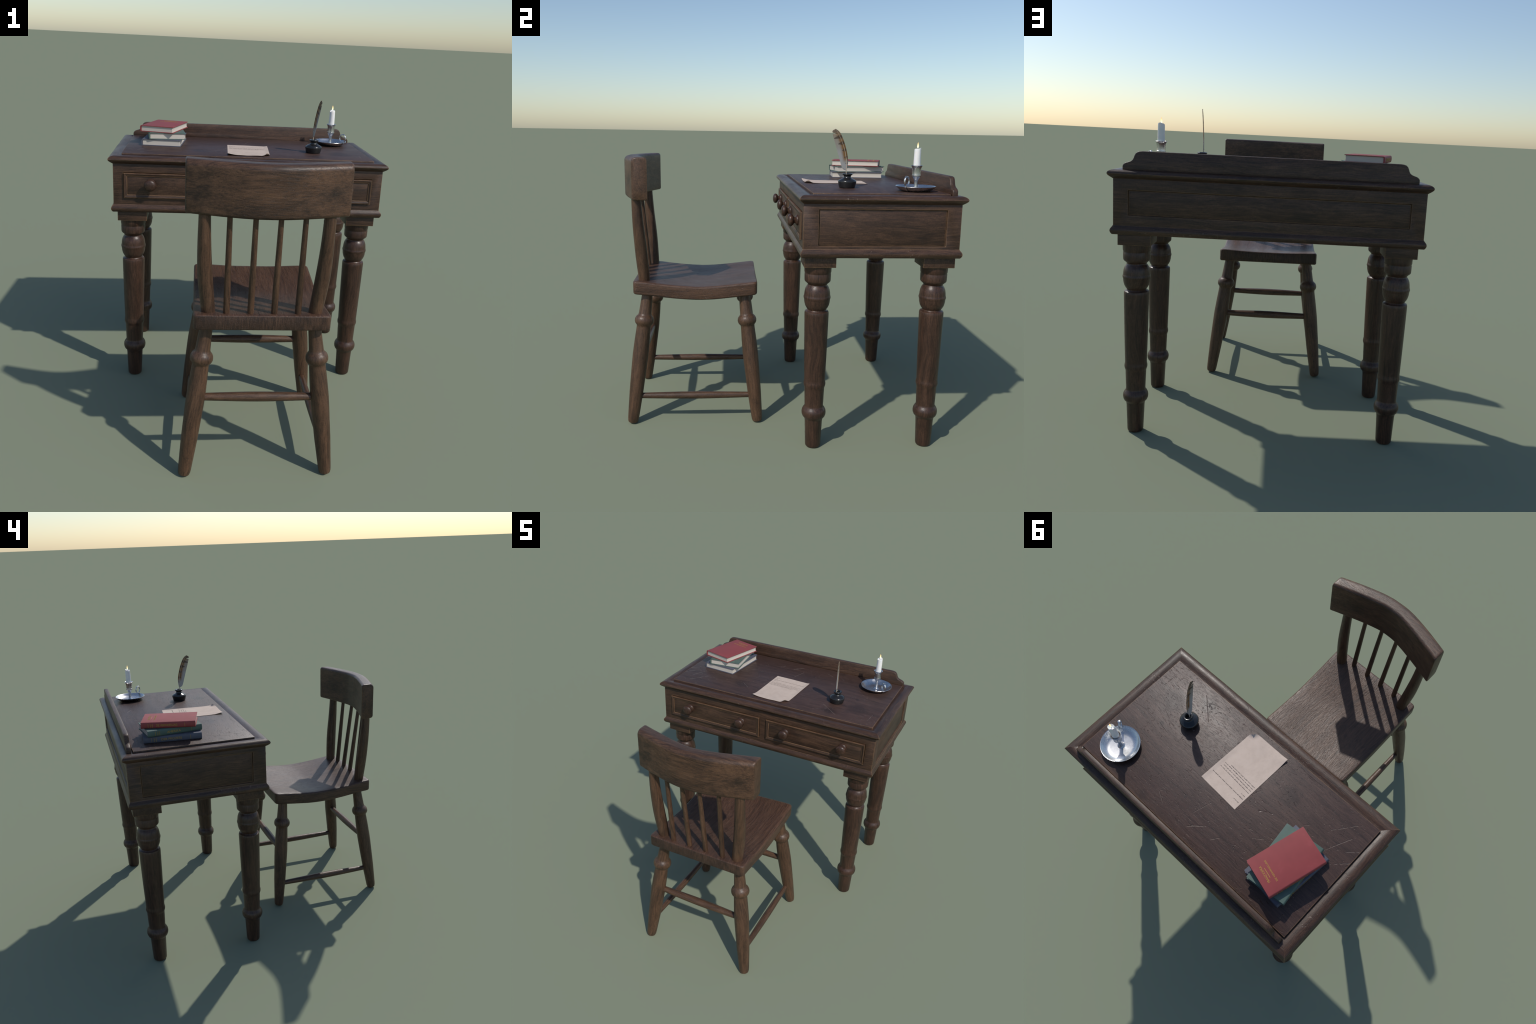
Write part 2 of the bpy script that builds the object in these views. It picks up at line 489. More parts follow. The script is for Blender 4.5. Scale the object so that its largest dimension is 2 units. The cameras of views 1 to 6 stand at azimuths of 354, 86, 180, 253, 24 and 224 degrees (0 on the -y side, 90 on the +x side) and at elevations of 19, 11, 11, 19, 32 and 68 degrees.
# top moulding, swept round the outline of the top (out = 0 is the outermost edge)
TX, TY0, TY1 = 0.8712, 0.0612, 0.9998
cornice = [(-.10, 1.4815), (-.0275, 1.4815), (-.021, 1.4865), (-.010, 1.4950), (-.003, 1.5020), (0, 1.5090), (-.0010, 1.5148), (-.0050, 1.5205),
           (-.0120, 1.5255), (-.0220, 1.5293), (-.0330, 1.5310), (-.0440, 1.5310), (-.0560, 1.5292), (-.0660, 1.5262), (-.0730, 1.5240), (-.10, 1.5235)]
me = rect_sweep("top_moulding", cornice, -TX, TX, TY0, TY1, .02, .0009, 3.1)
me.materials.append(MAT_MOULD)
me.materials.append(MAT_MOULD_Y)
adopt(desk, make_object("top_moulding", me))
base = [(-.08, 1.2310), (-.0148, 1.2310), (-.0125, 1.2260), (-.0070, 1.2190), (-.0018, 1.2110), (0, 1.2025), (-.002, 1.1930), (-.0070, 1.1840), (-.011, 1.1805), (-.08, 1.1795)]
me = rect_sweep("base_moulding", base, -.8585, .8585, .0735, .9890, .02, .0007, 8.4)
me.materials.append(MAT_MOULD)
me.materials.append(MAT_MOULD_Y)
adopt(desk, make_object("base_moulding", me))

# writing board, raised above the moulding
adopt(desk, make_object("tabletop", box_mesh("tabletop", -.795, .795, .1435, .9195, 1.505, 1.5376, .0020), MAT_BOARD, loc=(0, 0, 0)))

# gallery (upstand) along the back, ends shaped with an ogee
half = [(0, 1.632), (.690, 1.6320), (.706, 1.6305), (.7185, 1.6265), (.7275, 1.6185), (.7335, 1.6070), (.7375, 1.5950), (.7430, 1.5850), (.7520, 1.5780),
        (.7640, 1.5730), (.7770, 1.5690), (.7870, 1.5640), (.7935, 1.5575), (.7965, 1.5500), (.7968, 1.5400), (.7968, 1.5150)]
outline = [(-x, z) for x, z in reversed(half[1:])] + [(x, z) for x, z in half[1:]]
def inset_outline(pts, d):
    out = []
    n = len(pts)
    for i, (x, z) in enumerate(pts):
        a, b = pts[i - 1], pts[(i + 1) % n]
        t = Vector((b[0] - a[0], b[1] - a[1])).normalized()
        out.append((x + t.y * d, z - t.x * d))
    return out
GY0, GY1 = 0.9305, 0.9612
secs = []
for y, d in ((GY0, .0035), (GY0 + .0012, .0014), (GY0 + .004, 0), (GY1 - .004, 0), (GY1 - .0012, .0014), (GY1, .0035)):
    secs.append([Vector((x, y, z)) for x, z in inset_outline(outline, d)])
adopt(desk, make_object("back_gallery", loft("back_gallery", secs, 40), MAT_X))

# drawers: front, bead moulding, two knobs each
knob_prof = [(0, 0), (.0300, 0), (.0318, .003), (.0320, .008), (.0305, .0125), (.0270, .0160), (.0210, .0185), (.0178, .0215), (.0182, .0250), (.0225, .0285),
             (.0295, .0325), (.0345, .0378), (.0368, .0440), (.0365, .0500), (.0340, .0555), (.0285, .0605), (.0205, .0640), (.0110, .0660), (0, .0666)]
knob_mesh = lathe("knob", [(r, z) for r, z in knob_prof], 40, 50)
for (a, b) in DRAWERS:
    cx, cz = (a + b) / 2, (DZ0 + DZ1) / 2
    dr = adopt(desk, make_object("drawer", box_mesh("drawer", a - cx + .001, b - cx - .001, 0, .020, DZ0 - cz + .001, DZ1 - cz - .001, .0015), MAT_X, loc=(cx, .0812, cz)))
    # bead profile: out = 0 at the drawer edge, height towards the viewer
    bead = [(-.0215, -.001), (0, -.001), (0, .0038), (-.0014, .0062), (-.0045, .0074), (-.0080, .0070), (-.0105, .0058), (-.0125, .0046), (-.0165, .0042), (-.0195, .0036), (-.0215, .0015)]
    me = rect_sweep("bead_moulding", bead, a - cx, b - cx, DZ0 - cz, DZ1 - cz, .03, .0004, a)
    for v in me.vertices:                       # stand the sweep up: plan (x, y, h) -> (x, -h, z)
        x, y, h = v.co
        v.co = (x, -h, y)
    finish_mesh(me, 32)
    me.materials.append(MAT_X)
    me.materials.append(MAT_Z)
    make_object("bead_moulding", me, parent=dr)
    for kx in ((-.615, -.178) if a < 0 else (.178, .617)):
        make_object("knob", knob_mesh, MAT_TURNED, parent=dr, loc=(kx - cx, .0035, 1.3615 - cz), rot=(radians(90), 0, 0))

# legs: turned, with a square block under the carcass
leg_pts = [(0, 0), (.0405, 0), (.0450, .006), (.0465, .016), (.0520, .164), (.0535, .172), (.0540, .178)]
ring = [(.0575, .186), (.0665, .195), (.0712, .207), (.0725, .220), (.0708, .233), (.0655, .245), (.0585, .254), (.0560, .260), (.0555, .268)]
shaft = [(.0590, .372), (.0602, .380), (.0640, .390), (.0656, .401), (.0642, .412), (.0620, .423), (.0622, .432), (.0662, .592), (.0706, .826), (.0704, .838), (.0680, .846), (.0580, .8515), (.0550, .856)]
barrel = [(.0560, .861), (.0620, .868), (.0690, .882), (.0738, .900), (.0752, .915), (.0758, .920), (.0776, .9245), (.0786, .9310), (.0776, .9370), (.0758, .9415), (.0752, .9470), (.0740, .9600), (.0712, .9750), (.0670, .9870), (.0610, .9970), (.0558, 1.0030)]
capital = [(.0555, 1.0070), (.0600, 1.0130), (.0725, 1.0240), (.0752, 1.0290), (.0758, 1.0350), (.0765, 1.0700), (.0748, 1.0735), (.0752, 1.0770), (.0775, 1.0800), (.0785, 1.1000), (.0785, 1.1250)]
leg_mesh = lathe("leg", leg_pts + ring + shaft + barrel + capital + [(0, 1.1250)], 56, 38)
block_mesh = box_mesh("corner_block", -.0905, .0905, -.0905, .0905, 1.1190, 1.1850, .0022)
for sx in (-1, 1):
    for y, by in ((.1915, .1920), (.8720, .8720)):
        x = sx * .7345
        lg = adopt(desk, make_object("leg", leg_mesh, MAT_TURNED, loc=(x, y, 0), rot=(0, 0, 0)))
        make_object("corner_block", block_mesh, MAT_X, parent=lg, loc=(sx * .7310 - x, by - y, 0))

# ================================================================== CHAIR
CX = 0.0118
chair = thing("wooden_chair", "brown wooden chair with spindle back and curved top rail", "chair", (CX, -.53, 0))

# seat: lofted from back to front, sagging like a saddle
sag = [(-.918, .9310), (-.86, .9262), (-.797, .9195), (-.734, .9115), (-.67, .9045), (-.606, .8992), (-.51, .8950), (-.413, .8982), (-.349, .9045), (-.284, .9115), (-.219, .9193), (-.139, .9285)]
SY0, SY1, SW, ST = -.9225, -.1385, .3505, .0860
def seat_section(y, grow):
    """grow: 1 in the body, falling towards 0 at the rounded front and back edge."""
    e = 1 - grow
    w = SW - .024 * e
    top = interp(sag, y) - .0075 * e
    bot = interp(sag, y) - ST + .010 * e
    r = .013
    dishx = .0085 * smoothstep(SY0 + .10, SY0 + .45, y)
    pts = []
    nx = 26
    for i in range(nx + 1):                      # top, from -w+r to w-r
        x = -(w - r) + 2 * (w - r) * i / nx
        f = abs(x) / (w - r)
        pts.append(Vector((x, y, top - dishx * (1 - smoothstep(.25, 1.0, f)))))
    for k in range(1, 5):
        a = pi / 2 - k / 5 * pi / 2
        pts.append(Vector((w - r + r * cos(a), y, top - r + r * sin(a))))
    pts.append(Vector((w, y, top - r)))
    pts.append(Vector((w, y, bot + r)))
    for k in range(1, 5):
        a = -k / 5 * pi / 2
        pts.append(Vector((w - r + r * cos(a), y, bot + r + r * sin(a))))
    for i in range(9):
        x = (w - r) - 2 * (w - r) * i / 8
        pts.append(Vector((x, y, bot)))
    for k in range(1, 5):
        a = -pi / 2 - k / 5 * pi / 2
        pts.append(Vector((-(w - r) + r * cos(a), y, bot + r + r * sin(a))))
    pts.append(Vector((-w, y, bot + r)))
    pts.append(Vector((-w, y, top - r)))
    for k in range(1, 5):
        a = pi - k / 5 * pi / 2
        pts.append(Vector((-(w - r) + r * cos(a), y, top - r + r * sin(a))))
    return pts
ys = [(SY0, 0.0), (SY0 + .0015, .35), (SY0 + .005, .65), (SY0 + .011, .87), (SY0 + .020, .98)]
ys += [(SY0 + .03 + (SY1 - SY0 - .06) * i / 44, 1.0) for i in range(45)]
ys += [(SY1 - .020, .98), (SY1 - .011, .87), (SY1 - .005, .65), (SY1 - .0015, .35), (SY1, 0.0)]
me = loft("seat", [seat_section(y, g) for y, g in ys], 50)
seat = make_object("seat", me, MAT_CHAIR_Y, loc=(CX, 0, 0))
adopt(chair, seat)

# legs: splayed, one ring near the top; built along +z from the foot and tilted
def splayed(name, mesh, foot, top, parent, material, spin=0.0):
    d = Vector(top) - Vector(foot)
    q = d.to_track_quat('Z', 'Y')
    ob = make_object(name, mesh, material, loc=Vector(foot))
    ob.rotation_euler = (q @ Matrix.Rotation(spin, 4, 'Z').to_quaternion()).to_euler()
    return adopt(parent, ob)

foot_dx, ring_dx, ring_z = .3860, .3035, .660
leg_dirs = {}
slope = sqrt((foot_dx - ring_dx) ** 2 + .0735 ** 2 + ring_z ** 2) / ring_z
cl = [(0, .003), (.0230, .003), (.0300, .008), (.0335, .020), (.0355, .040), (.0440, .205), (.0492, .400), (.0500, .450), (.0478, .540), (.0445, .622),
      (.0448, .630), (.0470, .636), (.0555, .645), (.0598, .656), (.0606, .666), (.0592, .677), (.0545, .688), (.0460, .697), (.0418, .702), (.0398, .712), (.0365, .770), (.0335, .832), (.0330, .870), (0, .870)]
cleg_mesh = lathe("leg", [(r, z * slope) for r, z in cl], 44, 30)
legs_at = {}
for sx in (-1, 1):
    for yr, yf in ((-.8605, -.9365), (-.2003, -.1300)):
        foot = Vector((CX + sx * foot_dx, yf, 0))
        rng = Vector((CX + sx * ring_dx, yr, ring_z))
        legs_at[(sx, yr)] = (foot, (rng - foot) / ring_z)
        splayed("leg", cleg_mesh, foot, rng, chair, MAT_CHAIR_Z, random.random() * 6)

def leg_point(sx, yr, z):
    f, d = legs_at[(sx, yr)]
    return f + d * z

def dowel(name, a, b, radii, parent, material, segs=24):
    """Tapered round bar from a to b; radii = (t, r) profile."""
    a, b = Vector(a), Vector(b)
    L = (b - a).length
    prof = [(0, 0)] + [(interp(radii, i / 16), L * i / 16) for i in range(17)] + [(0, L)]
    me = lathe(name, prof, segs, 40)
    q = (b - a).to_track_quat('Z', 'Y')
    ob = make_object(name, me, material, loc=a)
    ob.rotation_euler = q.to_euler()
    return adopt(parent, ob)

STR = [(0, .0185), (.08, .0205), (.5, .0262), (.92, .0205), (1, .0185)]
STR_SIDE = [(0, .0165), (.08, .0185), (.5, .0238), (.92, .0185), (1, .0165)]
IN_Y, IN_X = Vector((0, .0065, 0)), Vector((.0060, 0, 0))      # the stretchers sit a little inside the leg axes
dowel("stretcher", leg_point(-1, -.8605, .4440) + IN_Y, leg_point(1, -.8605, .4440) + IN_Y, STR, chair, MAT_CHAIR_Z)
dowel("stretcher", leg_point(-1, -.2003, .4425) - IN_Y, leg_point(1, -.2003, .4425) - IN_Y, STR, chair, MAT_CHAIR_Z)
for sx in (-1, 1):
    dowel("stretcher", leg_point(sx, -.8605, .1745) - IN_X * sx, leg_point(sx, -.2003, .1745) - IN_X * sx, STR_SIDE, chair, MAT_CHAIR_Z)

# top rail: bent plank, thick, rounded along the top
outer = [(0, -1.0000), (.05, -.9988), (.11, -.9905), (.17, -.9765), (.24, -.9575), (.33, -.9290), (.397, -.9065)]
inner = [(0, -.9095), (.05, -.9075), (.11, -.8960), (.17, -.8810), (.24, -.8608), (.33, -.8335), (.397, -.8115)]
RZ0, RZ1 = 1.4440, 1.7040
def rail_section(x, e):
    yo, yi = interp(outer, abs(x)), interp(inner, abs(x))
    th = yi - yo
    yo, yi = yo + .006 * e, yi - .006 * e
    z0, z1 = RZ0 + .006 * e, RZ1 - .006 * e
    pts = []
    def arc(cy, cz, ry, rz, a0, a1, n=6):
        for k in range(n + 1):
            a = a0 + (a1 - a0) * k / n
            pts.append(Vector((x, cy + ry * cos(a), cz + rz * sin(a))))
    arc(yi - .020, z1 - .016, .020, .016, 0, pi / 2)
    arc(yo + .034, z1 - .030, .034, .030, pi / 2, pi, 8)
    for k in range(1, 6):
        pts.append(Vector((x, yo, z1 - .030 + (z0 + .018 - z1 + .030) * k / 6)))
    arc(yo + .020, z0 + .018, .020, .018, pi, 1.5 * pi)
    arc(yi - .012, z0 + .012, .012, .012, 1.5 * pi, 2 * pi)
    for k in range(1, 6):
        pts.append(Vector((x, yi, z0 + .012 + (z1 - .016 - z0 - .012) * k / 6)))
    return pts
RH = .3975
xs = [(-RH, 1.0), (-RH + .0015, .45), (-RH + .005, .12), (-RH + .010, 0)] + [(-RH + .02 + (2 * RH - .04) * i / 52, 0) for i in range(53)] + [(RH - .010, 0), (RH - .005, .12), (RH - .0015, .45), (RH, 1.0)]
me = loft("top_rail", [rail_section(x, e) for x, e in xs], 45)
adopt(chair, make_object("top_rail", me, MAT_CHAIR_X, loc=(CX, 0, 0)))

# back posts: bowed outwards and leaning back
post_x = [(.88, .268), (.94, .2765), (1.08, .2915), (1.18, .2985), (1.30, .3025), (1.48, .3035)]
post_y = [(.88, -.854), (.934, -.858), (1.007, -.8635), (1.171, -.8765), (1.301, -.8875), (1.48, -.8965)]
post_r = [(.88, .0350), (.95, .0362), (1.08, .0380), (1.18, .0368), (1.30, .0335), (1.48, .0285)]
for sx in (-1, 1):
    secs = []
    for i in range(25):
        z = .885 + (1.475 - .885) * i / 24
        r = interp(post_r, z)
        secs.append([Vector((sx * interp(post_x, z) + r * cos(2 * pi * k / 28), interp(post_y, z) + r * sin(2 * pi * k / 28), z)) for k in range(28)])
    adopt(chair, make_object("back_post", loft("back_post", secs, 50), MAT_CHAIR_Z, loc=(CX, 0, 0)))
SPIN = [(0, .0170), (.25, .0164), (.6, .0150), (1, .0130)]
for sx in (-1, 1):
    for off, y_top in ((.1822, -.9300), (.0602, -.9512)):
        foot, head = Vector((CX - .0018 + sx * off, -.8825, .920)), Vector((CX - .0028 + sx * off, y_top, 1.450))
        d = (head - foot) / .530
        dowel("spindle", foot - d * .040, head + d * .025, SPIN, chair, MAT_CHAIR_Z)

# ================================================================== BOOKS
def text_mesh(body, size, depth=.0004):
    cu = bpy.data.curves.new("lettering", 'FONT')
    cu.body = body
    cu.size = size
    cu.extrude = depth
    cu.resolution_u = 3
    cu.align_x, cu.align_y = 'CENTER', 'CENTER'
    ob = bpy.data.objects.new("lettering", cu)
    COL.objects.link(ob)
    dg = bpy.context.evaluated_depsgraph_get()
    me = bpy.data.meshes.new_from_object(ob.evaluated_get(dg))
    bpy.data.objects.remove(ob)
    bpy.data.curves.remove(cu)
    xs = [v.co.x for v in me.vertices]
    ysv = [v.co.y for v in me.vertices]
    cx, cy = (min(xs) + max(xs)) / 2, (min(ysv) + max(ysv)) / 2
    return [(v.co.x - cx, v.co.y - cy, v.co.z) for v in me.vertices], [tuple(p.vertices) for p in me.polygons], max(xs) - min(xs)

def placed_text(body, size, origin, ux, uy, width=None):
    v, f, w = text_mesh(body, size)
    k = (width / w) if width else 1.0
    ux, uy = Vector(ux), Vector(uy)
    un = ux.cross(uy)
    return [Vector(origin) + ux * (x * k) + uy * y + un * z for x, y, z in v], f

def bar(origin, ux, uy, w, h, t=.0004):
    ux, uy = Vector(ux), Vector(uy)
    un = ux.cross(uy)
    o = Vector(origin)
    v = [o + ux * (sx * w / 2) + uy * (sy * h / 2) + un * (sz * t) for sz in (-1, 1) for sx, sy in ((-1, -1), (1, -1), (1, 1), (-1, 1))]
    f = [(0, 1, 2, 3), (7, 6, 5, 4), (0, 4, 5, 1), (1, 5, 6, 2), (2, 6, 7, 3), (3, 7, 4, 0)]
    return v, f

def book(name, label, mat, corner, angle, W, L, z0, H, title, cover_text):
    """corner: spine corner at the foot of the book; local x runs from spine to fore edge,
    local y from foot to head, angle = turn of local y from +y (degrees, counter-clockwise)."""
    root = thing(name, label, "book", (corner[0], corner[1], z0))
    root.rotation_euler = (0, 0, radians(angle))
    t = .0042
    # case: front board, spine, back board as one folded section
    sec = [(W, 0), (.004, 0), (.0005, .0015)]
    for k in range(1, 8):                          # gently rounded spine
        sec.append((-.0015 - .0035 * sin(pi * k / 8), H * k / 8))
    sec += [(.0005, H - .0015), (.004, H), (W, H), (W + .0006, H - t * .5), (W, H - t), (.010, H - t), (.0045, H - t - .002), (.0035, H / 2), (.0045, t + .002), (.010, t), (W, t), (W + .0006, t * .5)]
    secs = [[Vector((x * (1 if abs(e) < .5 else 1) , y, z)) for x, z in sec] for y, e in ((0, 0), (L * .25, 0), (L * .5, 0), (L * .75, 0), (L, 0))]
    make_object("cover", loft("cover", secs, 40), mat, parent=root)
    # pages, set in from the boards; fore edge slightly hollow
    g = .0055
    psec = []
    for y in (g, L - g):
        psec.append([Vector((x, y, z)) for x, z in ((.0050, t + .0003), (W - g, t + .0003), (W - g - .0012, t + (H - 2 * t) * .3), (W - g - .0016, H / 2), (W - g - .0012, H - t - (H - 2 * t) * .3), (W - g, H - t - .0003), (.0050, H - t - .0003))])
    make_object("pages", loft("pages", psec, 40), MAT_PAGES, parent=root)
    # gilt on the spine: reads from head (left) to foot; spine faces local -x
    parts = []
    rt, up = (0, -1, 0), (0, 0, 1)
    sx_ = -.0052
    at = lambda f, dz=0.0: (sx_ + (0.0 if abs(dz) < .008 else .0008), L * (1 - f), H / 2 + dz)
    for f in (.135, .805):
        parts.append(bar(at(f), rt, up, .0018, H * .62))
    for f, word in ((.180, "FRANZ"), (.213, "KAFKA")):
        parts.append(placed_text(word, .0095, at(f), (0, 0, 1), (0, 1, 0), H * .58))
    parts.append(placed_text(title, .021, at(.475), rt, up, min(.024 * len(title) * .42 + .02, L * .385)))
    if cover_text:
        rx, ry = (1, 0, 0), (0, 1, 0)
        parts.append(placed_text("FRANZ KAFKA", .0195, (W / 2, L - .041, H + .0001), rx, ry, .0965))
        parts.append(bar((W / 2, L - .0575, H + .0001), rx, ry, .058, .0022))
        parts.append(placed_text(title, .0145, (W / 2, L - .0795, H + .0001), rx, ry, .125))
    make_object("gold_lettering", join_meshes("gold_lettering", parts), MAT_GOLD, parent=root)
    return root

book("blue_book", "blue cloth bound book with gold spine lettering", MAT_BLUE, (-.6965, .4665), -4.9, .2555, .3700, 1.5379, .0436, "DER PROZESS", False)
book("green_book", "green cloth bound book with gold spine lettering", MAT_GREEN, (-.6455, .4530), 6.6, .2370, .3590, 1.5816, .0425, "AMERIKA", False)
book("red_book", "red cloth bound book with gold title lettering", MAT_RED, (-.7078, .5048), -15.4, .2226, .3464, 1.6244, .0408, "DIE VERWANDLUNG", True)

# ================================================================== LETTER
PC = (.0062, .3880)
letter = thing("handwritten_letter", "aged sheet of paper with handwritten lines", "paper", (PC[0], PC[1], 1.5378))
corners = [Vector((-.1395, .183)), Vector((.1300, .1800)), Vector((.1510, .5865)), Vector((-.1245, .5995))]
def sheet_point(u, v):
    p = (corners[0] * (1 - u) + corners[1] * u) * (1 - v) + (corners[3] * (1 - u) + corners[2] * u) * v
    p = p - Vector(PC)
    z = .0014 + .0014 * noise.noise(Vector((u * 2.2, v * 2.6, 1.7)))
    z += .0040 * smoothstep(.72, 0.0, v) * smoothstep(.0, .25, abs(u - .45)) * .6
    z += .0022 * smoothstep(.25, 0, v) + .0030 * smoothstep(.9, 1.0, u) * smoothstep(.2, .6, v)
    c = max(0.0, 1 - sqrt(((1 - u) * .27) ** 2 + (v * .41) ** 2) / .055)      # curled front right corner
    z += .017 * c ** 1.5
    p = p + Vector((-.020, .024)) * c ** 2
    c2 = max(0.0, 1 - sqrt((u * .27) ** 2 + (v * .41) ** 2) / .06)
    z += .009 * c2 ** 1.4
    return Vector((p.x, p.y, max(z, .0008)))
NU, NV = 36, 52
verts = [sheet_point(i / NU, j / NV) for j in range(NV + 1) for i in range(NU + 1)]
n1 = len(verts)
verts += [v - Vector((0, 0, .0006)) for v in verts]
faces = []
for j in range(NV):
    for i in range(NU):
        a = j * (NU + 1) + i
        faces.append((a, a + 1, a + NU + 2, a + NU + 1))
        faces.append((n1 + a, n1 + a + NU + 1, n1 + a + NU + 2, n1 + a + 1))
rim = [i for i in range(NU)] + [j * (NU + 1) + NU for j in range(NV)] + [NV * (NU + 1) + NU - i for i in range(NU)] + [(NV - j) * (NU + 1) for j in range(NV)]
for a, b in zip(rim, rim[1:] + rim[:1]):
    faces.append((a, b, n1 + b, n1 + a))
make_object("sheet", mesh_from("sheet", verts, faces, 60), MAT_PAPER, parent=letter)

def sheet_at(x, y):
    """World x, y -> point just above the sheet (u, v solved by a few steps)."""
    u = v = .5
    for _ in range(12):
        p = (corners[0] * (1 - u) + corners[1] * u) * (1 - v) + (corners[3] * (1 - u) + corners[2] * u) * v
        u += (x - p.x) / .272
        v += (y - p.y) / .412
    return sheet_point(min(max(u, 0), 1), min(max(v, 0), 1)) + Vector((0, 0, .0005))

def handwriting(x0, y0, x1, y1, rng):
    """A running line of pen strokes, as a narrow ribbon of quads broken into words."""
    out = []
    L = sqrt((x1 - x0) ** 2 + (y1 - y0) ** 2)
    dx, dy = (x1 - x0) / L, (y1 - y0) / L
    s = 0.0
    while s < L - .006:
        word = min(rng.uniform(.010, .030), L - s)
        n = max(4, int(word / .0011))
        ph, amp = rng.random() * 6, rng.uniform(.0014, .0021)
        pts = []
        for k in range(n + 1):
            q = s + word * k / n
            h = amp * sin(ph + q * 1650) * (1.0 + .9 * (noise.noise(Vector((q * 300, y0 * 99, ph))) > .25))
            pts.append((x0 + dx * q - dy * h, y0 + dy * q + dx * h))
        v, f = [], []
        for k, (px_, py_) in enumerate(pts):
            a, b = pts[max(0, k - 1)], pts[min(n, k + 1)]
            t = Vector((b[0] - a[0], b[1] - a[1])).normalized() * rng.uniform(.00055, .00085)
            v += [sheet_at(px_ - t.y, py_ + t.x), sheet_at(px_ + t.y, py_ - t.x)]
            if k:
                f.append((2 * k - 2, 2 * k - 1, 2 * k + 1, 2 * k))
        out.append((v, f))
        s += word + rng.uniform(.003, .0055)
    return out
rng = random.Random(21)
lines = [(-.113, .5575, -.074, .5545), (-.116, .5270, .134, .5140), (-.1142, .5085, -.085, .5065), (-.1172, .4795, .120, .4630), (-.1180, .4625, .117, .4475), (-.1182, .4475, .113, .4325), (-.1182, .4330, .080, .4220)]
strokes = []
for ln in lines:
    strokes += handwriting(*ln, rng)
ob = make_object("handwriting", join_meshes("handwriting", strokes), MAT_SCRIPT_INK, parent=letter)
ob["kind"] = "stuff"

# ================================================================== INKWELL AND QUILL
IX, IY, IZ = .4420, .3960, 1.5378
ink = thing("inkwell", "small round black glazed ceramic inkwell", "inkwell", (IX, IY, IZ))
prof = [(0, 0), (.0440, 0), (.0470, .0018), (.0490, .006), (.0525, .020), (.0552, .034), (.0556, .0385), (.0545, .0425), (.0500, .0470), (.0400, .0525), (.0300, .0570), (.0245, .0605),
        (.0218, .0660), (.0215, .0725), (.0240, .0755), (.0285, .0775), (.0305, .0805), (.0308, .0840), (.0295, .0868), (.0260, .0880), (.0215, .0878), (.0175, .0860), (.0155, .0820), (.0150, .0700), (.0150, .0560), (0, .0560)]
make_object("jar", lathe("jar", prof, 56, 60), MAT_INK_BLACK, parent=ink)
make_object("ink", lathe("ink", [(0, 0), (.0148, 0), (.0148, .003), (0, .003)], 32), MAT_INK_DARK, parent=ink, loc=(0, 0, .0565))

QB = Vector((.4355, .3885, 1.5980))
quill = thing("quill_pen", "barred brown and white feather quill pen", "quill", tuple(QB))
def shaft_y(z):                                    # world heights
    return .3895 - 1.47 * max(0.0, z - 1.66) ** 2
def lean_x(y, z):
    return .4355 + .0287 * (z - 1.63) - .22 * (y - .388)
def qpt(y, z, dn=0.0):
    p = Vector((lean_x(y, z) + dn, y, z))
    return p - QB
right_w = [(1.636, .0), (1.645, .0030), (1.668, .0068), (1.70, .0088), (1.764, .0086), (1.826, .0098), (1.860, .0100), (1.878, .0075), (1.889, .0)]
left_w = [(1.640, .0), (1.646, .0190), (1.655, .0285), (1.69, .0385), (1.7257, .0455), (1.76, .0480), (1.80, .0478), (1.83, .0440), (1.85, .0395), (1.870, .0300), (1.880, .0190), (1.889, .0)]
def vane(side, wtab, z0, z1, n=60, m=10, notch=None):
    front, fc = [], []
    zs = [z0 + (z1 - z0) * i / n for i in range(n + 1)]
    for i, z in enumerate(zs):
        w = max(0.0, interp(wtab, z)) * (1.06 if side < 0 else 1.18)
        if notch and abs(z - notch[0]) < notch[1]:
            w *= 1 - .80 * (1 - (abs(z - notch[0]) / notch[1]) ** 1.5)
        for k in range(m + 1):
            f = k / m
            y = shaft_y(z) + side * w * f
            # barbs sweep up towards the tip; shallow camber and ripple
            zz = z + (.010 if side < 0 else .006) * f * smoothstep(1.889, 1.85, z) * smoothstep(1.636, 1.66, z) - .004 * f * 0
            dn = -.0045 * f * f * (1 if side < 0 else .6)
            front.append((y, zz, dn))
    nv = len(front)
    verts = [qpt(y, z, d + .0003) for y, z, d in front] + [qpt(y, z, d - .0003) for y, z, d in front]
    for i in range(n):
        for k in range(m):
            a = i * (m + 1) + k
            fc.append((a, a + 1, a + m + 2, a + m + 1))
            fc.append((nv + a, nv + a + m + 1, nv + a + m + 2, nv + a + 1))
        for k in (0, m):
            a = i * (m + 1) + k
            fc.append((a, a + m + 1, nv + a + m + 1, nv + a))
    return verts, fc

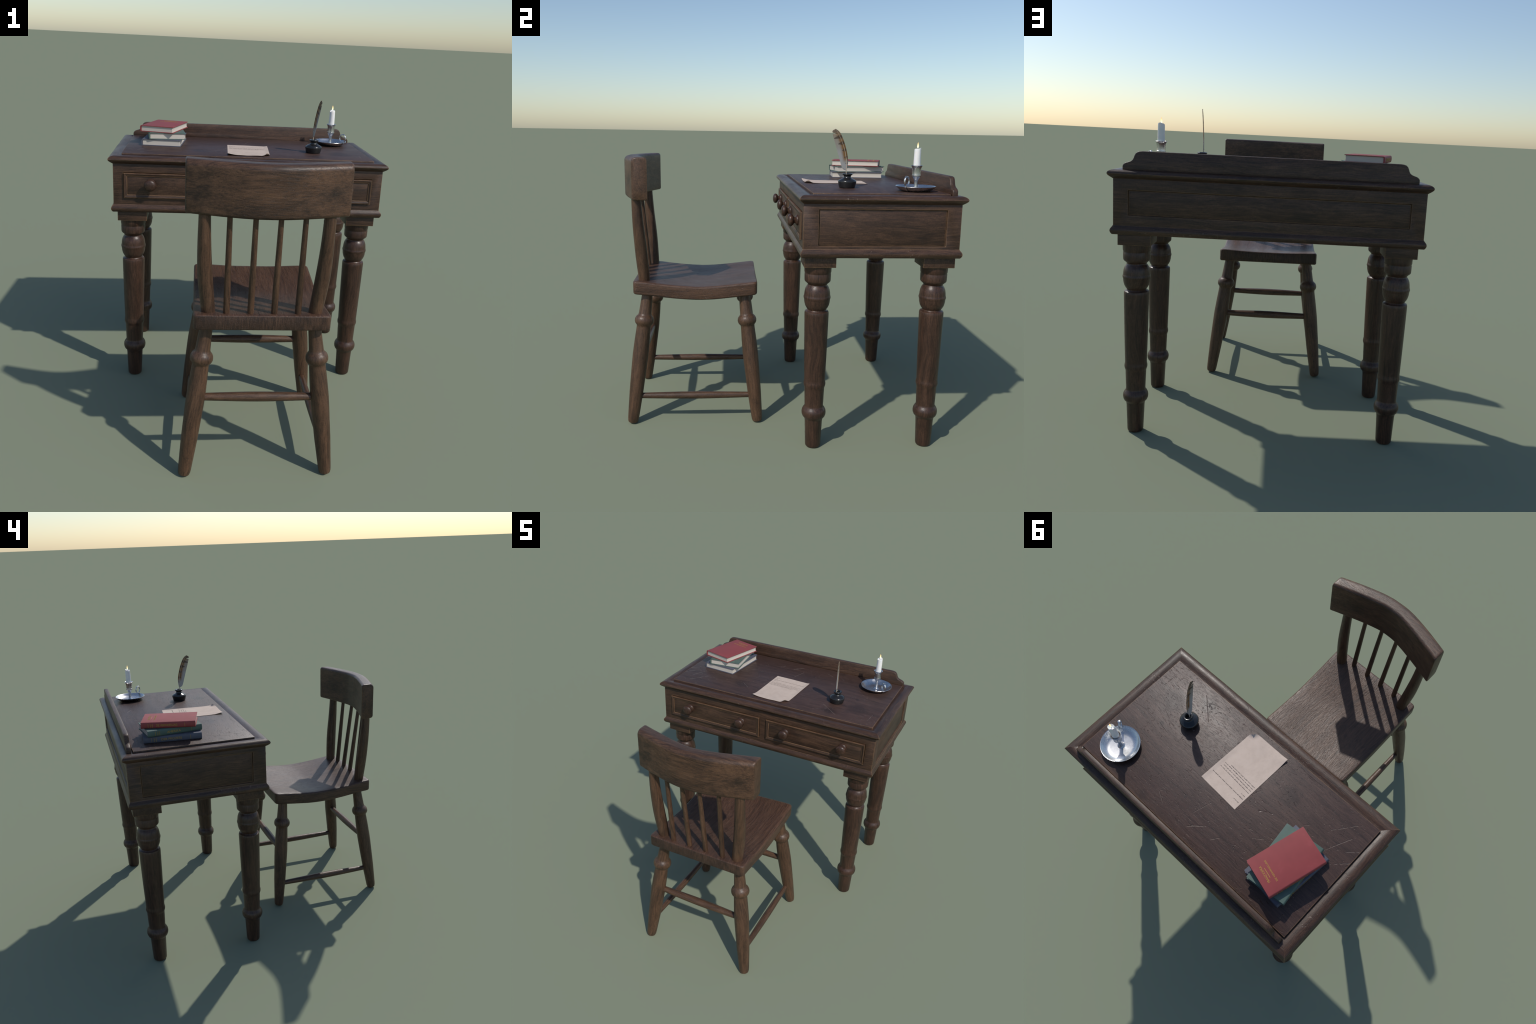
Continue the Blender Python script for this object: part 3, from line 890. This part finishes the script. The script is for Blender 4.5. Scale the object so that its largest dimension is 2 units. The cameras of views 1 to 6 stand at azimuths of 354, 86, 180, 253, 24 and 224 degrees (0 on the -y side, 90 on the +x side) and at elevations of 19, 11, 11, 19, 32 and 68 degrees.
def feather_mat():
    N = Nodes("barred_feather_vane")
    o = N.n("SeparateXYZ", Vector=N.n("TexCoord").outputs["Object"])
    z = N.math('ADD', o.outputs[2], QB.z)
    y = N.math('ADD', o.outputs[1], QB.y)
    dz = N.math('MAXIMUM', N.math('SUBTRACT', z, 1.66), 0.0)
    f = N.math('SUBTRACT', .3895, N.math('MULTIPLY', N.math('MULTIPLY', dz, dz), 1.47))
    d = N.math('SUBTRACT', f, y)                    # >0 on the broad vane, <0 on the narrow one
    nz = N.n("TexNoise", Vector=N.n("TexCoord").outputs["Object"], Scale=60.0, Detail=3.0).outputs[0]
    dn = N.math('ADD', d, N.math('MULTIPLY', N.math('SUBTRACT', nz, .5), .010))
    white = (.43, .42, .41)
    orange = (.26, .135, .045)
    col = N.mix(N.step(dn, .007, .032), orange, white)
    # the brown reaches further across near the tip and dies out low down
    high = N.step(z, 1.80, 1.87)
    col = N.mix(N.math('MULTIPLY', high, .75), col, (.30, .22, .14))
    cream = N.math('MULTIPLY', N.step(z, 1.74, 1.80), .55)
    col = N.mix(N.math('MULTIPLY', cream, N.step(dn, .006, .03)), col, (.33, .27, .19))
    low = N.step(z, 1.72, 1.68)
    col = N.mix(low, col, white)
    # dark bars, triangular: they thin out away from the shaft
    bars = None
    for bz, reach, hw in ((1.842, .05, .010), (1.806, .034, .0105), (1.765, .022, .009), (1.722, .014, .007), (1.685, .010, .005)):
        zz = N.math('ABSOLUTE', N.math('SUBTRACT', N.math('SUBTRACT', z, bz), N.math('MULTIPLY', d, -.25)))
        wdt = N.math('MULTIPLY', N.math('SUBTRACT', 1.0, N.math('DIVIDE', N.math('ABSOLUTE', d), reach), clamp=True), hw)
        m = N.step(N.math('SUBTRACT', N.math('ADD', zz, N.math('MULTIPLY', N.math('SUBTRACT', nz, .5), .008)), wdt), .0025, -.0020)
        m = N.math('MULTIPLY', m, N.step(wdt, .0004, .0022))
        bars = m if bars is None else N.math('MAXIMUM', bars, m)
    col = N.mix(N.math('MULTIPLY', bars, .80), col, (.070, .048, .034))
    tip = N.step(N.math('ADD', z, N.math('MULTIPLY', d, .3)), 1.862, 1.880)
    col = N.mix(N.math('MULTIPLY', tip, .8), col, (.17, .13, .095))
    barb = N.n("TexWave", Vector=N.n("TexCoord").outputs["Object"], Scale=170.0, Distortion=1.0, props=dict(bands_direction='DIAGONAL')).outputs[1]
    b = N.n("Bump", Strength=.5, Distance=1.0, Height=N.math('MULTIPLY', barb, .00008))
    p = N.n("BsdfPrincipled", Base_Color=col, Roughness=.75, Normal=b.outputs[0])
    tr = N.n("BsdfTranslucent", Color=col)
    mx = N.n("MixShader", Fac=.28)
    N.t.links.new(p.outputs[0], mx.inputs[1])
    N.t.links.new(tr.outputs[0], mx.inputs[2])
    N.t.links.new(mx.outputs[0], N.out.inputs[0])
    return N.mat
MAT_FEATHER = feather_mat()
MAT_QUILL = simple("pale_quill_shaft", (.46, .38, .29), .4, var=.15, scale=40)
for side, tab, z0, notch in ((-1, left_w, 1.640, (1.8535, .0040)), (1, right_w, 1.636, None)):
    v, f = vane(side, tab, z0, 1.889, notch=notch, n=110 if side < 0 else 60, m=12 if side < 0 else 6)
    make_object("feather_vane", mesh_from("feather_vane", v, f, 60), MAT_FEATHER, parent=quill)
secs = []
for i in range(33):
    z = QB.z + (1.886 - QB.z) * i / 32
    y = shaft_y(z)
    r = .0028 - .0021 * (i / 32)
    c = qpt(y, z)
    secs.append([c + Vector((r * cos(2 * pi * k / 10), r * sin(2 * pi * k / 10), 0)) for k in range(10)])
make_object("quill_shaft", loft("quill_shaft", secs, 60), MAT_QUILL, parent=quill)

# ================================================================== CANDLESTICK
KX, KY, KZ = .6280, .7660, 1.5378
cs = thing("chamber_candlestick", "pewter dish candlestick holding a lit white candle", "candlestick", (KX, KY, KZ))
dish = [(0, 0), (.0680, 0), (.0780, .0015), (.0900, .0070), (.1020, .0170), (.1110, .0275), (.1150, .0320), (.1162, .0345), (.1155, .0358), (.1130, .0352), (.1085, .0300), (.0990, .0200), (.0870, .0105), (.0760, .0055), (.0640, .0042), (0, .0042)]
make_object("dish", lathe("dish", [(r, z if z < .005 else .0042 + (z - .0042) * .86) for r, z in dish], 80, 60), MAT_PEWTER, parent=cs)
stem = [(0, .003), (.0225, .003), (.0225, .0062), (.0195, .0085), (.0155, .0115), (.0128, .0160), (.0112, .0240), (.0104, .0400), (.0106, .0560), (.0120, .0670), (.0160, .0760), (.0215, .0830), (.0248, .0890), (.0256, .0940), (.0252, .0975), (.0240, .0985),
        (.0238, .1010), (.0240, .1150), (.0248, .1280), (.0268, .1380), (.0295, .1450), (.0325, .1490), (.0330, .1505), (.0318, .1515), (.0285, .1490), (.0250, .1420), (.0228, .1300), (.0222, .1100), (0, .1100)]
make_object("socket", lathe("socket", stem, 48, 40), MAT_PEWTER, parent=cs, loc=(0, 0, -.0022))
# ring handle on the rim, standing radially, with a thumb plate and a strap down the dish
rd = Vector((.0740, -.0750, 0)).normalized()
RC = Vector((.0740, -.0750, 0)) * 1.0 + Vector((0, 0, .0622))
secs_v, secs_f = [], []
NS, NT = 40, 12
for i in range(NS):
    a = 2 * pi * i / NS
    c = RC + rd * (.0245 * cos(a)) + Vector((0, 0, .0265 * sin(a)))
    nrm = rd * cos(a) + Vector((0, 0, sin(a)))
    side = rd.cross(Vector((0, 0, 1)))
    for k in range(NT):
        b = 2 * pi * k / NT
        secs_v.append(c + nrm * (.0033 * cos(b)) + side * (.0055 * sin(b)))
for i in range(NS):
    for k in range(NT):
        secs_f.append((i * NT + k, i * NT + (k + 1) % NT, ((i + 1) % NS) * NT + (k + 1) % NT, ((i + 1) % NS) * NT + k))
make_object("ring_handle", mesh_from("ring_handle", secs_v, secs_f, 60), MAT_PEWTER, parent=cs)
side = rd.cross(Vector((0, 0, 1)))
strap = []
for d, z in ((.094, .0348), (.104, .0345), (.1165, .0330), (.1185, .0290), (.1120, .0205), (.1010, .0110), (.0960, .0065)):
    c = rd * d + Vector((0, 0, z))
    strap.append([c + side * (w * .0045) + Vector((0, 0, h)) for w, h in ((-1, -.0010), (1, -.0010), (1, .0012), (-1, .0012))])
make_object("handle_strap", loft("handle_strap", strap, 60), MAT_PEWTER, parent=cs)
plate = lathe("thumb_plate", [(0, -.0016), (.0065, -.0012), (.0090, 0), (.0065, .0014), (0, .0018)], 28, 70)
make_object("thumb_plate", plate, MAT_PEWTER, parent=cs, loc=RC + Vector((0, 0, .0285)) + rd * .004)
# candle: slightly lumpy, melted rim with a spout
verts, faces = [], []
NC, NH = 40, 26
for j in range(NH + 1):
    t = j / NH
    for k in range(NC):
        a = 2 * pi * k / NC
        r = .0212 - .0022 * t
        r *= 1 + .025 * noise.noise(Vector((cos(a) * 1.3, sin(a) * 1.3, t * 2.2)))
        topz = .2470 + .0055 * max(0, cos(a - 1.2)) ** 2 + .0035 * noise.noise(Vector((cos(a) * 2.2, sin(a) * 2.2, 5))) - .0085 * max(0.0, cos(a + 2.55)) ** 6
        z = .1120 + (topz - .1120) * t
        if t > .97:
            r *= .94
        verts.append(Vector((r * cos(a), r * sin(a), z)))
for j in range(NH):
    for k in range(NC):
        faces.append((j * NC + k, j * NC + (k + 1) % NC, (j + 1) * NC + (k + 1) % NC, (j + 1) * NC + k))
last = NH * NC
for step_, (fr, dz) in enumerate(((.80, -.0015), (.62, -.0060), (.30, -.0085))):
    st = len(verts)
    for k in range(NC):
        v = verts[last + k]
        verts.append(Vector((v.x / .95 * fr if step_ == 0 else verts[NH * NC + k].x * fr, verts[NH * NC + k].y * fr, (verts[NH * NC + k].z if step_ < 1 else .2475) + dz)))
    for k in range(NC):
        faces.append((last + k, last + (k + 1) % NC, st + (k + 1) % NC, st + k))
    last = st
faces.append(tuple(last + k for k in range(NC)))
faces.append(tuple(range(NC - 1, -1, -1)))
candle = make_object("candle", mesh_from("candle", verts, faces, 60), MAT_WAX, parent=cs, loc=(0, 0, -.0022))
make_object("wick", lathe("wick", [(0, 0), (.0011, 0), (.0010, .011), (0, .0115)], 10), MAT_WICK, parent=candle, loc=(0, 0, .2375))
fl = [(0, 0), (.0022, .0025), (.0042, .0075), (.0049, .0125), (.0043, .0190), (.0029, .0260), (.0014, .0320), (0, .0365)]
fm = lathe("flame", fl, 20, 70)
for v in fm.vertices:
    v.co.x += .0016 * sin(v.co.z * 90) * (v.co.z / .036)
make_object("flame", fm, MAT_FLAME, parent=candle, loc=(-.0005, -.0003, .2475))
